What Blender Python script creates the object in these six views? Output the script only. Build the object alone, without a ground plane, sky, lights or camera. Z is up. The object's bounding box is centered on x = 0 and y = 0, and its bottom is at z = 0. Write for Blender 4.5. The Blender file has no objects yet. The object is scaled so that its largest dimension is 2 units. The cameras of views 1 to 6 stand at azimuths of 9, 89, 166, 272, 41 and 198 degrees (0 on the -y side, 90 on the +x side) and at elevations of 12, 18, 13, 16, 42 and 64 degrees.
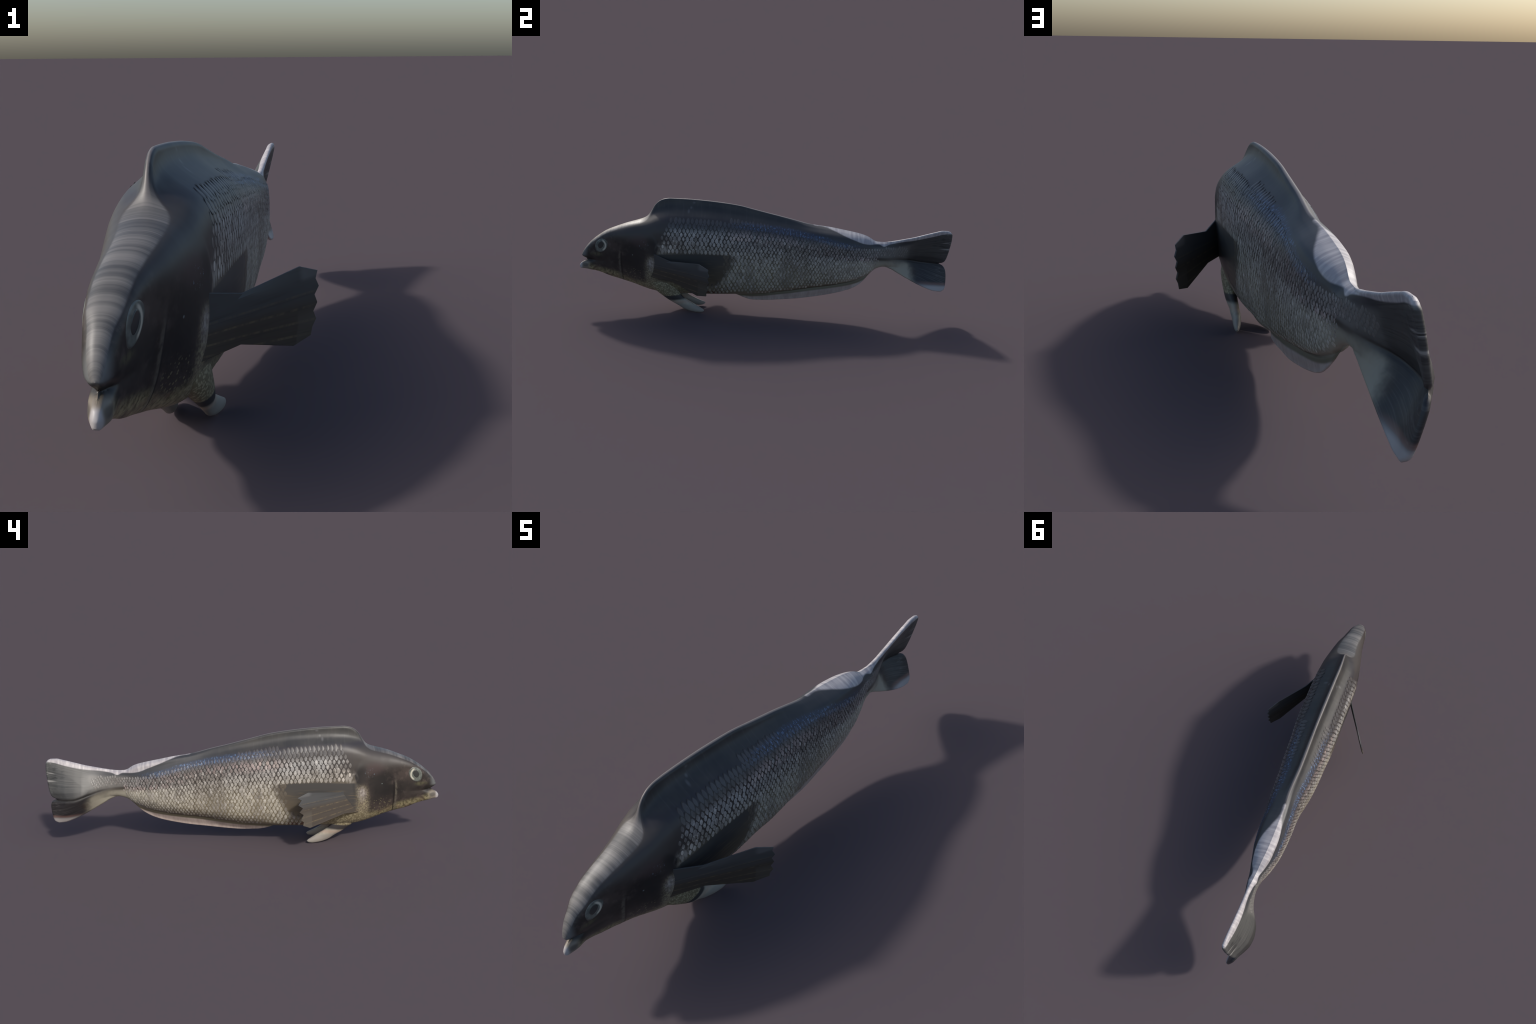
# A whole silvery fish, built part by part from side profiles, widths and a folded tail rule.
import bpy, math, random
import numpy as np
from mathutils import Matrix, Vector

random.seed(7)
RNG = np.random.RandomState(7)

# ------------------------------------------------------------------ helpers
def pchip(pts):
    """Monotone cubic through (x, value) control points, flat outside."""
    p = np.array(pts, float)
    x, y = p[:, 0], p[:, 1]
    h = np.diff(x); d = np.diff(y) / h
    m = np.zeros(len(x)); m[0], m[-1] = d[0], d[-1]
    for i in range(1, len(x) - 1):
        if d[i - 1] * d[i] > 0:
            w1, w2 = 2 * h[i] + h[i - 1], h[i] + 2 * h[i - 1]
            m[i] = (w1 + w2) / (w1 / d[i - 1] + w2 / d[i])

    def f(q):
        q = np.clip(np.asarray(q, float), x[0], x[-1])
        i = np.clip(np.searchsorted(x, q) - 1, 0, len(x) - 2)
        t = (q - x[i]) / h[i]
        return ((1 + 2 * t) * (1 - t) ** 2 * y[i] + t * (1 - t) ** 2 * h[i] * m[i]
                + t * t * (3 - 2 * t) * y[i + 1] + t * t * (t - 1) * h[i] * m[i + 1])
    return f


def sstep(x, a, b):
    t = np.clip((np.asarray(x, float) - a) / (b - a), 0, 1)
    return t * t * (3 - 2 * t)


def smax(a, b, k):
    h = np.clip(k - np.abs(a - b), 0, None) / k
    return np.maximum(a, b) + h * h * k * 0.25


# ------------------------------------------------------------------ side profile (y along the fish, z up)
TOP = [(-0.987, .288), (-.978, .309), (-.956, .342), (-.925, .374), (-.89, .4015), (-.852, .426), (-.80, .449),
       (-.74, .472), (-.69, .487), (-.655, .499), (-.632, .514), (-.613, .541), (-.595, .571), (-.574, .592),
       (-.548, .605), (-.515, .610), (-.43, .609), (-.33, .604), (-.24, .596), (-.15, .584), (-.06, .5635),
       (.03, .5425), (.14, .518), (.25, .492), (.34, .4805), (.42, .4665), (.49, .4535), (.53, .4435), (.558, .432),
       (.58, .418), (.6, .4115), (.63, .411), (.69, .419), (.745, .4305), (.8, .443), (.855, .459), (.91, .4745),
       (.945, .483), (.97, .483), (.987, .477)]
BOTTOM = [(-.999, .217), (-.992, .2115), (-.97, .2105), (-.94, .203), (-.89, .1895), (-.84, .170), (-.78, .154),
          (-.71, .134), (-.65, .1155), (-.60, .103), (-.55, .095), (-.45, .0915), (-.32, .0915), (-.20, .0945),
          (-.17, .0925), (-.14, .083), (-.10, .0705), (-.06, .0645), (.0, .065), (.08, .0715), (.18, .0835),
          (.28, .0985), (.36, .1145), (.44, .1365), (.487, .157), (.521, .181), (.546, .208), (.566, .231),
          (.588, .252), (.613, .266), (.643, .2715), (.677, .261), (.717, .2385), (.775, .206), (.83, .177),
          (.888, .152), (.93, .1395), (.962, .1375)]
# front edge, jaw to upper lip, with the mouth opening; rear edge, lower lobe to upper lobe, with the fork
FRONT = [(0.0, -.999, .217), (.16, -1.0, .226), (.3, -.992, .241), (.45, -.97, .255), (.55, -.957, .262),
         (.66, -.966, .270), (.82, -.981, .280), (1.0, -.987, .288)]
REAR = [(0.0, .962, .1375), (.08, .981, .151), (.16, .987, .175), (.26, .988, .215), (.33, .985, .249),
        (.37, .972, .272), (.41, .950, .283), (.45, .963, .288), (.49, .978, .300), (.57, .989, .336), (.7, .996, .385),
        (.84, 1.0, .430), (.93, .999, .460), (1.0, .987, .477)]
top_z, bottom_z = pchip(TOP), pchip(BOTTOM)
front_y, front_z = pchip([(a, b) for a, b, c in FRONT]), pchip([(a, c) for a, b, c in FRONT])
rear_y, rear_z = pchip([(a, b) for a, b, c in REAR]), pchip([(a, c) for a, b, c in REAR])
lip_y = pchip([(.15, -1.0), (.217, -1.0), (.226, -1.0), (.241, -.992), (.255, -.97), (.262, -.957), (.270, -.966), (.280, -.981),
               (.288, -.987), (.33, -.987)])

# trunk without the fins
trunk_top = pchip([(-.70, .484), (-.64, .505), (-.58, .534), (-.52, .550), (-.44, .555), (-.3, .551), (-.15, .534), (0, .513),
                   (.18, .483), (.34, .462), (.46, .448), (.55, .430), (.60, .4115), (.65, .410), (.8, .40), (1, .38)])
trunk_bottom = pchip([(-.22, .0935), (-.16, .096), (-.03, .108), (.1, .127), (.21, .147), (.35, .168), (.47, .196), (.55, .226),
                      (.6, .2625), (.645, .2735), (.8, .26), (1, .25)])
widest_z = pchip([(-1, .262), (-.95, .30), (-.9, .365), (-.85, .385), (-.78, .393), (-.65, .390), (-.45, .372), (-.2, .355), (0, .337),
                  (.3, .318), (.5, .325), (.62, .34), (.8, .33)])
half_width = pchip([(math.sqrt(a), b) for a, b in [
    (0, 0), (.004, .0105), (.015, .0175), (.04, .0290), (.09, .0385), (.14, .048), (.19, .0572), (.24, .0694), (.29, .081), (.34, .0903),
    (.39, .0977), (.44, .102), (.49, .1047), (.54, .1057), (.6, .106), (.69, .1075), (.74, .1078), (.79, .106), (.84, .1025), (.89, .1),
    (.94, .0986), (.99, .096), (1.04, .0923), (1.09, .088), (1.14, .083), (1.19, .079), (1.24, .077), (1.29, .0762), (1.34, .0744),
    (1.39, .0712), (1.44, .0657), (1.49, .055), (1.54, .0423), (1.59, .030), (1.63, .0255), (1.70, .0165), (1.76, .008), (1.82, .002), (1.88, 0), (2.1, 0)]])
centre_x = pchip([(-1, -.014), (-.95, -.021), (-.9, -.0235), (-.85, -.0235), (-.8, -.021), (-.74, -.0165), (-.55, -.0175), (-.4, -.015),
                  (-.1, -.0147), (.05, -.0135), (.2, -.006), (.3, -.0085), (.5, -.0098), (.6, -.008), (1, -.008)])
ridge_lean = pchip([(-.7, 0), (-.6, -.014), (-.45, -.0225), (-.1, -.019), (.2, -.021), (.45, -.017), (.58, -.006), (.65, 0)])
# the tail is folded along a crease that runs into the fork
crease_z = pchip([(.55, .325), (.63, .322), (.70, .315), (.78, .300), (.86, .281), (.93, .278), (1, .284)])
fold_depth = pchip([(.60, 0), (.65, .002), (.693, .012), (.728, .025), (.785, .057), (.818, .072), (.858, .079), (.895, .076),
                    (.928, .064), (.969, .045), (1, .038)])

# outline polyline for edge rounding
_u = np.linspace(0, 1, 400)
_yb = BOTTOM[0][0] + (BOTTOM[-1][0] - BOTTOM[0][0]) * _u
_yt = TOP[0][0] + (TOP[-1][0] - TOP[0][0]) * _u
_t = np.linspace(0, 1, 120)
OUTLINE = np.vstack([np.c_[_yb, bottom_z(_yb)], np.c_[rear_y(_t), rear_z(_t)][1:], np.c_[_yt, top_z(_yt)][::-1][1:],
                     np.c_[front_y(_t), front_z(_t)][::-1][1:]])


def edge_distance(y, z):
    p = np.c_[y.ravel(), z.ravel()]
    best = np.full(len(p), 9.0)
    a, b = OUTLINE[:-1], OUTLINE[1:]
    ab = b - a
    L = np.maximum((ab ** 2).sum(1), 1e-14)
    for s in range(0, len(p), 4000):
        q = p[s:s + 4000, None, :] - a[None]
        t = np.clip((q * ab).sum(2) / L, 0, 1)
        d = ((q - t[..., None] * ab) ** 2).sum(2).min(1)
        best[s:s + 4000] = np.sqrt(d)
    return best.reshape(y.shape)


def middle_x(y, z):
    zt, zc = top_z(y), crease_z(y)
    x = centre_x(y) + ridge_lean(y) * (sstep(z - trunk_top(y), -.10, .06) * (1 - sstep(y, .1, .4)) + sstep(z - zt, -.035, .0) * sstep(y, .1, .4))
    x = x + .022 * sstep(trunk_bottom(y) - z, -.07, .05) * sstep(y, -.18, -.04) * (1 - sstep(y, .50, .62))
    up = np.clip((z - zc) / np.maximum(zt - zc, .02), 0, 1.5)
    dn = np.clip((zc - z) / np.maximum(zc - bottom_z(y), .02), 0, 1.5)
    q = up + dn
    g = np.clip(1 - (np.sqrt(q * q + .012) - .11) / .90, 0, 1)
    return x - fold_depth(y) * g


# half width against height above the widest level: plain round head, back carrying a fin, plain roof near the tail
FINNED = pchip([(0, 1), (.17, .995), (.42, .96), (.63, .88), (.76, .765), (.86, .61), (.95, .41), (1.03, .25), (1.12, .15), (1.25, .095),
                (1.45, .06), (1.8, .04)])
ROOFED = pchip([(0, 1), (.3, .985), (.5, .945), (.7, .80), (.85, .61), (.93, .40), (.97, .24), (1.0, .07)])


def half_thickness(y, z, d=None):
    if d is None:
        d = edge_distance(y, z)
    zt, zb, tt, tb, zm = top_z(y), bottom_z(y), trunk_top(y), trunk_bottom(y), widest_z(y)
    tb = np.where(y < -.22, zb, np.maximum(tb, zb))
    tt = np.minimum(tt, zt)
    s = np.clip(y - np.where(y < -.80, lip_y(z), -.99), 0, None)
    blend = sstep(y, -.93, -.80)
    s = (1 - blend) * s + blend * np.clip(y + .99, 0, None)
    W = half_width(np.sqrt(s))
    low = 1.75 + 1.15 * sstep(y, -.76, -.58) - .5 * sstep(y, .0, .35)
    below = np.clip((zm - z) / np.maximum(zm - tb, .004), 0, 1)
    under = np.clip(1 - below ** low, 0, 1) ** (1 / low)
    full = np.clip((z - zm) / np.maximum(zt - zm, .004), 0, 1)
    up = 2.35 + .2 * sstep(y, -.75, -.62)
    over = np.clip(1 - full ** up, 0, 1) ** (1 / up)                       # head
    finned = FINNED(np.clip((z - zm) / np.maximum(tt - zm, .004), 0, 1.8))
    over = over + (finned - over) * sstep(y, -.70, -.60)
    over = over + (ROOFED(full) - over) * sstep(y, .04, .46)
    rimr = .011
    over = over * np.where(y > -.72, np.sqrt(np.clip(1 - (1 - np.clip(d / rimr, 0, 1)) ** 2, 0, 1)) * sstep(y, -.72, -.62) + 1 - sstep(y, -.72, -.62), 1)
    prof = np.where(z > zm, over, under)
    # snout: two blunt lips parted by the mouth line
    gap = .263
    hi, lo_ = (z - (zt + gap) / 2) / np.maximum((zt - gap) / 2, .004), (z - (zb + gap) / 2) / np.maximum((gap - zb) / 2, .004)
    lips = np.where(z > gap, np.clip(1 - np.clip(np.abs(hi), 0, 1) ** 2.2, 0, 1) ** (1 / 2.2),
                    .70 * np.clip(1 - np.clip(np.abs(lo_), 0, 1) ** 4.0, 0, 1) ** (1 / 4.0))
    snout = 1 - sstep(y, -.975, -.905)
    body = W * (prof + (lips - prof) * snout)
    # fin blades: thin at the rim, thicker towards the root
    caudal = sstep(y, .60, .68)
    rim = .0036 + .005 * caudal
    blade = np.minimum(rim + .10 * d, .014 + .008 * sstep(y, .95, .66) * caudal) * np.sqrt(np.clip(1 - (1 - np.clip(d / (.0045 + .004 * caudal), 0, 1)) ** 2, 0, 1))
    there = np.maximum(caudal, np.where(z > zm, 0, sstep(tb - zb, .0, .018)))
    k = .012 + np.where(z > zm, 0, .035 * sstep(tb - zb, 0, .03) * (1 - caudal))
    h = np.where(there > .001, smax(body, blade * there, k * there * sstep(d, .0, .045) + 1e-5), body)
    # the deep line where the two tail lobes overlap
    h = h - .006 * np.exp(-((z - crease_z(y)) / .006) ** 2) * sstep(y, .66, .80)
    # gill cover edge, a shallow step
    gill = gill_y(z)
    h = h + .0030 * sstep(y, gill - .10, gill) * (1 - sstep(y, gill, gill + .012)) * sstep(z, .14, .2) * sstep(.46 - z, 0, .06)
    h = h + .0022 * sstep(y, -.80, -.772) * (1 - sstep(y, -.772, -.766)) * sstep(z, .15, .18) * sstep(.37 - z, 0, .05)
    return np.maximum(h, 0)


gill_y = pchip([(.10, -.62), (.16, -.625), (.22, -.60), (.28, -.572), (.34, -.566), (.40, -.585), (.46, -.62)])


def surface(y, z, side, lift=0.0):
    y, z = np.asarray(y, float), np.asarray(z, float)
    return np.stack([middle_x(y, z) + side * (half_thickness(y, z) + lift), y, z], -1)


# ------------------------------------------------------------------ node helpers
class Nodes:
    def __init__(self, name):
        self.mat = bpy.data.materials.new(name)
        self.mat.use_nodes = True
        self.t = self.mat.node_tree
        self.t.nodes.clear()
        self.out = self.t.nodes.new("ShaderNodeOutputMaterial")
        self.bsdf = self.t.nodes.new("ShaderNodeBsdfPrincipled")
        self.t.links.new(self.bsdf.outputs[0], self.out.inputs[0])
        geo = self.t.nodes.new("ShaderNodeNewGeometry")
        self.geo = geo
        sep = self.t.nodes.new("ShaderNodeSeparateXYZ")
        self.t.links.new(geo.outputs["Position"], sep.inputs[0])
        self.x, self.y, self.z = sep.outputs
        comb = self.t.nodes.new("ShaderNodeCombineXYZ")
        self.t.links.new(self.y, comb.inputs[1]); self.t.links.new(self.z, comb.inputs[2])
        self.yz = comb.outputs[0]
        self.yn = self.m("MULTIPLY", self.m("ADD", self.y, 1.05), 1 / 2.1)

    def put(self, sock, v):
        if isinstance(v, bpy.types.NodeSocket):
            self.t.links.new(v, sock)
        elif isinstance(v, (tuple, list)) and sock.type == "RGBA":
            sock.default_value = (*v, 1.0) if len(v) == 3 else v
        else:
            sock.default_value = v

    def m(self, op, a, b=0.0, clamp=False):
        n = self.t.nodes.new("ShaderNodeMath"); n.operation = op; n.use_clamp = clamp
        self.put(n.inputs[0], a); self.put(n.inputs[1], b)
        return n.outputs[0]

    def mul(self, *a):
        r = a[0]
        for b in a[1:]:
            r = self.m("MULTIPLY", r, b)
        return r

    def sub(self, a, b): return self.m("SUBTRACT", a, b)
    def add(self, a, b): return self.m("ADD", a, b)
    def inv(self, a): return self.m("SUBTRACT", 1.0, a)

    def ss(self, v, a, b):
        n = self.t.nodes.new("ShaderNodeMapRange"); n.interpolation_type = "SMOOTHSTEP"
        flip = b < a
        if flip: a, b = b, a
        self.put(n.inputs[0], v); n.inputs[1].default_value = a; n.inputs[2].default_value = b
        return self.inv(n.outputs[0]) if flip else n.outputs[0]

    def band(self, v, a0, a1, b0, b1):
        return self.mul(self.ss(v, a0, a1), self.ss(v, b1, b0))

    def curve(self, pts, src=None):
        """z as a function of y, a smooth hand-placed line on the side of the fish."""
        n = self.t.nodes.new("ShaderNodeFloatCurve")
        c = n.mapping.curves[0]
        pts = sorted(pts)
        P = [((y + 1.05) / 2.1, z / .7) for y, z in pts]
        while len(c.points) < len(P):
            c.points.new(.5, .5)
        for q, p in zip(c.points, P):
            q.location = p; q.handle_type = "AUTO_CLAMPED"
        n.mapping.update()
        self.put(n.inputs["Value"], self.yn)
        return self.m("MULTIPLY", n.outputs[0], .7)

    def above(self, pts, soft=.01):
        return self.ss(self.sub(self.z, self.curve(pts)), -soft, soft)

    def mix(self, f, a, b, mode="MIX"):
        n = self.t.nodes.new("ShaderNodeMix"); n.data_type = "RGBA"; n.blend_type = mode
        self.put(n.inputs[0], f); self.put(n.inputs[6], a); self.put(n.inputs[7], b)
        return n.outputs[2]

    def noise(self, scale, detail=2, rough=.5, stretch=(1, 1, 1), vec=None, colour=False):
        mp = self.t.nodes.new("ShaderNodeMapping"); mp.inputs["Scale"].default_value = stretch
        self.t.links.new(vec or self.yz, mp.inputs[0])
        n = self.t.nodes.new("ShaderNodeTexNoise")
        n.inputs["Scale"].default_value = scale; n.inputs["Detail"].default_value = detail; n.inputs["Roughness"].default_value = rough
        self.t.links.new(mp.outputs[0], n.inputs["Vector"])
        return n.outputs["Color" if colour else "Fac"]

    def spots(self, scale, stretch=(1, 1, 1), vec=None):
        mp = self.t.nodes.new("ShaderNodeMapping"); mp.inputs["Scale"].default_value = stretch
        self.t.links.new(vec or self.yz, mp.inputs[0])
        n = self.t.nodes.new("ShaderNodeTexVoronoi"); n.inputs["Scale"].default_value = scale
        self.t.links.new(mp.outputs[0], n.inputs["Vector"])
        return n.outputs["Distance"]

    def wave(self, scale, distort, detail_scale, stretch, vec=None):
        mp = self.t.nodes.new("ShaderNodeMapping"); mp.inputs["Scale"].default_value = stretch
        self.t.links.new(vec or self.yz, mp.inputs[0])
        n = self.t.nodes.new("ShaderNodeTexNoise"); n.inputs["Scale"].default_value = scale
        n.inputs["Detail"].default_value = 3
        self.t.links.new(mp.outputs[0], n.inputs["Vector"])
        return n.outputs["Fac"]

    def blob(self, y, z, ry, rz, soft=.5):
        a = self.m("POWER", self.m("DIVIDE", self.sub(self.y, y), ry), 2.0)
        b = self.m("POWER", self.m("DIVIDE", self.sub(self.z, z), rz), 2.0)
        return self.ss(self.m("SQRT", self.add(a, b)), 1 + soft, 1 - soft)

    def bump(self, height, strength, dist=.002):
        n = self.t.nodes.new("ShaderNodeBump"); n.inputs["Strength"].default_value = strength
        n.inputs["Distance"].default_value = dist
        self.put(n.inputs["Height"], height)
        self.t.links.new(n.outputs[0], self.bsdf.inputs["Normal"])

    def finish(self, colour, rough=.5, spec=.5):
        self.put(self.bsdf.inputs["Base Color"], colour)
        self.put(self.bsdf.inputs["Roughness"], rough)
        self.put(self.bsdf.inputs["Specular IOR Level"], spec)
        return self.mat


BACK_LINE = [(-1.0, .50), (-.62, .508), (-.45, .508), (-.2, .498), (0, .482), (.17, .458), (.3, .432), (.42, .402), (.55, .385), (.66, .383),
             (.8, .40), (1, .42)]
LATERAL = [(-1, .40), (-.4, .40), (-.1, .388), (.17, .366), (.37, .334), (.5, .324), (.63, .321), (.70, .315), (.78, .300), (.86, .281),
           (.93, .278), (1, .284)]
OUT_TOP = TOP[1:-1:1]


def painted_fin(n):
    """Dark shape of the pectoral fin lying flat on the flank."""
    topl = n.above([(-1, .33), (-.6, .332), (-.5, .335), (-.4, .341), (-.25, .343), (-.17, .338), (-.14, .325), (1, .32)], .004)
    low = n.above([(-1, .15), (-.6, .175), (-.45, .168), (-.30, .155), (-.2, .15), (1, .15)], .012)
    rear = n.sub(n.y, n.curve_v([(.10, -.30), (.16, -.262), (.20, -.222), (.25, -.190), (.30, -.166), (.325, -.158), (.336, -.172), (.345, -.225), (.36, -.40)]))
    rear = n.add(rear, n.mul(n.sub(n.noise(60, 2, .6, (1, .15, 1)), .5), .05))
    return n.mul(n.inv(topl), low, n.ss(n.y, -.60, -.56), n.ss(rear, .022, -.026))


def painted_blue_glints(n, col):
    """Blue sheen painted into the colour as fine flecks along the edge of the dark back."""
    bck = n.sub(n.z, n.curve(BACK_LINE))
    zone = n.mul(n.band(bck, -.026, -.006, .005, .020), n.ss(n.y, -.24, -.04), n.ss(n.y, .56, .40))
    sp = n.noise(150, 2, .7, (1, 1, .55))
    col = n.mix(n.mul(zone, .42), col, (.034, .055, .115))
    return n.mix(n.mul(zone, n.ss(sp, .53, .68), .62), col, (.16, .28, .48))


# ------------------------------------------------------------------ materials
def skin_material():
    n = Nodes("fish_skin")
    cloud = n.noise(9, 4, .6)
    fine = n.noise(70, 3, .6)
    streak = n.noise(60, 3, .65, (1, 1, .12))       # runs up and down the flank
    along = n.noise(70, 3, .6, (1, .06, 1))         # runs along the fish
    lat = n.sub(n.z, n.curve(LATERAL))
    bck = n.sub(n.z, n.curve(BACK_LINE))
    # flank skin between the scales: brown grey above, yellow grey below
    col = n.mix(n.ss(lat, .03, -.16), (.048, .042, .040), (.18, .152, .105))
    col = n.mix(n.mul(n.ss(n.y, .25, .6), n.ss(lat, .01, -.03)), col, (.30, .28, .225))
    col = n.mix(n.mul(n.ss(n.y, .45, .66), n.ss(lat, -.01, .02)), col, (.15, .145, .135))
    col = n.mix(n.mul(n.ss(cloud, .45, .7), .35), col, (.03, .027, .028))
    # lateral line
    col = n.mix(n.mul(n.band(lat, -.012, -.003, .002, .012), n.ss(n.y, -.1, .15), n.ss(n.y, .72, .6), .75), col, (.035, .028, .022))
    # back
    backc = n.mix(n.ss(cloud, .3, .7), (.026, .0265, .028), (.046, .0435, .041))
    backc = n.mix(n.mul(n.ss(streak, .52, .72), .3), backc, (.085, .082, .08))
    backc = n.mix(n.mul(n.ss(n.y, -.1, .35), .6), backc, (.040, .043, .050))
    backm = n.ss(bck, -.012, .012)
    col = n.mix(backm, col, backc)
    # dark band under the dorsal fin, front half
    col = n.mix(n.mul(n.band(bck, -.01, .006, .016, .032), n.ss(n.y, .05, -.2), .65), col, (.028, .025, .032))
    # bluish shine coloured into the skin along the back line
    col = painted_blue_glints(n, col)
    # pale mottling on the dorsal fin
    col = n.mix(n.mul(n.blob(-.40, .568, .005, .005, .8), .3), col, (.22, .22, .22))
    col = n.mix(n.mul(n.blob(-.412, .552, .005, .007, .8), .3), col, (.2, .2, .21))
    col = n.mix(n.mul(n.blob(-.385, .592, .006, .004, .8), .25), col, (.2, .2, .21))
    # head
    gill = n.curve([(-1, .12), (-.66, .12), (-.63, .2), (-.60, .27), (-.565, .36), (-.56, .44), (-.54, .60), (1, .7)])
    headm = n.mul(n.ss(n.sub(n.z, gill), -.02, .02), n.ss(n.y, -.52, -.57), n.ss(bck, .02, -.02))
    headm = n.m("MAXIMUM", headm, n.ss(n.y, -.60, -.66))
    hc = n.mix(n.ss(cloud, .35, .65), (.021, .0175, .016), (.053, .041, .036))
    hc = n.mix(n.mul(n.ss(fine, .5, .75), .35), hc, (.062, .050, .043))
    patch = n.noise(20, 5, .7)
    hc = n.mix(n.mul(n.ss(patch, .52, .68), .75), hc, (.088, .068, .060))
    hc = n.mix(n.mul(n.ss(patch, .46, .32), .6), hc, (.017, .015, .014))
    hc = n.mix(n.mul(n.ss(n.z, .37, .43), n.ss(n.y, -.9, -.75)), hc, (.050, .044, .041))          # paler nape
    hc = n.mix(n.mul(n.blob(-.70, .30, .06, .075, .6), .8), hc, (.016, .015, .0145))              # dark cheek
    hc = n.mix(n.mul(n.blob(-.845, .285, .06, .05, .6), .5), hc, (.021, .020, .018))
    hc = n.mix(n.mul(n.blob(-.665, .40, .045, .03, .7), .5), hc, (.075, .050, .050))              # pinkish gill top
    hc = n.mix(n.mul(n.blob(-.60, .37, .03, .05, .6), .7), hc, (.022, .021, .021))
    hc = n.mix(n.mul(n.blob(-.642, .378, .028, .025, .5), n.ss(n.noise(130, 2), .62, .70), .7), hc, (.17, .24, .30))  # glints at the gill top, dabbed on as pale blue specks
    hc = n.mix(n.mul(n.blob(-.705, .318, .0028, .0028), .7), hc, (.2, .23, .23))
    # throat: yellowish with dark pores
    chin = n.ss(n.sub(n.z, n.curve([(-1, .27), (-.95, .245), (-.9, .222), (-.84, .212), (-.78, .198), (-.74, .180), (-.70, .168), (-.66, .165), (-.6, .17), (1, .1)])), .016, -.016)
    yel = n.mix(n.ss(fine, .35, .62), (.10, .086, .045), (.27, .235, .135))
    yel = n.mix(n.mul(n.ss(n.noise(26, 3), .5, .62), .5), yel, (.14, .09, .065))
    hc = n.mix(n.mul(chin, n.ss(n.noise(32, 3, .6), .22, .5)), hc, yel)
    hc = n.mix(n.mul(n.ss(n.spots(95), .34, .2), n.band(n.z, .14, .16, .21, .26), n.band(n.y, -.76, -.74, -.66, -.62), .8), hc, (.16, .14, .085))
    # gill cover line
    gl = n.sub(n.y, n.curve_v([(.12, -.772), (.2, -.775), (.28, -.778), (.36, -.77)]))
    inz = n.mul(n.ss(n.z, .36, .29), n.ss(n.z, .12, .15))
    hc = n.mix(n.mul(n.band(gl, -.009, -.002, .002, .007), inz, n.ss(fine, .25, .6), .7), hc, (.12, .108, .085))
    hc = n.mix(n.mul(n.band(gl, .006, .009, .011, .016), inz, .8), hc, (.014, .012, .011))
    ge = n.sub(n.y, n.curve_v([(.16, -.625), (.22, -.600), (.28, -.572), (.34, -.566), (.40, -.585), (.46, -.62)]))
    hc = n.mix(n.mul(n.band(ge, -.05, -.012, -.002, .006), n.ss(n.z, .24, .30), n.ss(n.z, .44, .38), .7), hc, (.016, .0155, .016))
    # lower jaw and lips
    hc = n.mix(n.mul(n.ss(n.y, -.93, -.965), n.ss(n.z, .262, .245), .85), hc, (.20, .175, .145))
    hc = n.mix(n.mul(n.ss(n.y, -.978, -.992), n.ss(n.z, .255, .24)), hc, (.36, .34, .34))
    hc = n.mix(n.mul(n.blob(-.967, .234, .016, .010), .75), hc, (.06, .055, .05))
    hc = n.mix(n.mul(n.blob(-.903, .302, .026, .009, .9), n.ss(fine, .3, .6), .6), hc, (.12, .115, .06))               # under the eye
    hc = n.mix(n.mul(n.ss(n.y, -.945, -.975), n.ss(n.z, .275, .295)), hc, (.12, .125, .125))
    col = n.mix(headm, col, hc)
    # silvery pink shoulder behind the gill, and the yellow breast
    sh = n.mul(n.blob(-.588, .225, .045, .10, .45), n.ss(n.z, .335, .30))
    col = n.mix(n.mul(sh, n.ss(cloud, .2, .5)), col, n.mix(n.ss(n.noise(120, 2), .4, .62), (.13, .10, .075), (.31, .275, .175)))
    col = n.mix(n.mul(n.blob(-.602, .270, .020, .034, .6), n.ss(cloud, .2, .5), .8), col, n.mix(n.ss(fine, .4, .6), (.17, .145, .14), (.36, .33, .31)))
    breast = n.mul(n.ss(n.y, -.68, -.60), n.ss(n.y, -.36, -.46), n.ss(n.z, .19, .16))
    col = n.mix(n.mul(breast, .9), col, n.mix(n.ss(n.spots(130), .25, .62), (.30, .265, .17), (.15, .125, .075)))
    # silver patch at the start of the scales
    col = n.mix(n.mul(n.blob(-.535, .362, .035, .03, .6), n.ss(n.noise(80, 3, .6, (1, 1, .4)), .40, .6), .6), col, (.42, .39, .35))
    # dark flat fin shape with paler rays
    pf = painted_fin(n)
    rays = n.noise(150, 2, .6, (1, .05, 1))
    pc = n.mix(n.ss(n.sub(n.z, n.mul(n.y, .35)), .42, .29), (.056, .053, .050), (.105, .085, .060))
    pc = n.mix(n.mul(n.ss(rays, .54, .66), n.ss(n.z, .32, .26), .55), pc, (.20, .15, .085))
    col = n.mix(n.mul(pf, n.ss(n.z, .15, .2)), col, pc)
    # reddish vent
    col = n.mix(n.mul(n.blob(-.27, .118, .055, .010, .5), .75), col, (.10, .028, .022))
    # anal fin
    af = n.sub(n.z, n.curve([(-1, .0), (-.3, .02), (-.2, .085), (-.16, .094), (-.03, .105), (.1, .124), (.21, .144), (.35, .166), (.47, .190), (.53, .212), (.60, .25), (.64, .18), (1, 0)]))
    afm = n.mul(n.ss(n.y, -.2, -.16), n.ss(n.y, .61, .58))
    afc = n.mix(n.ss(n.noise(45, 3, .6, (1, 1, .3)), .3, .7), (.31, .25, .225), (.42, .35, .315))
    col = n.mix(n.mul(n.ss(af, .004, -.008), afm), col, (.145, .128, .088))
    col = n.mix(n.mul(n.band(af, -.004, 0, .004, .012), afm, n.ss(n.y, .56, .44), .8), col, (.075, .062, .040))
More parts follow.
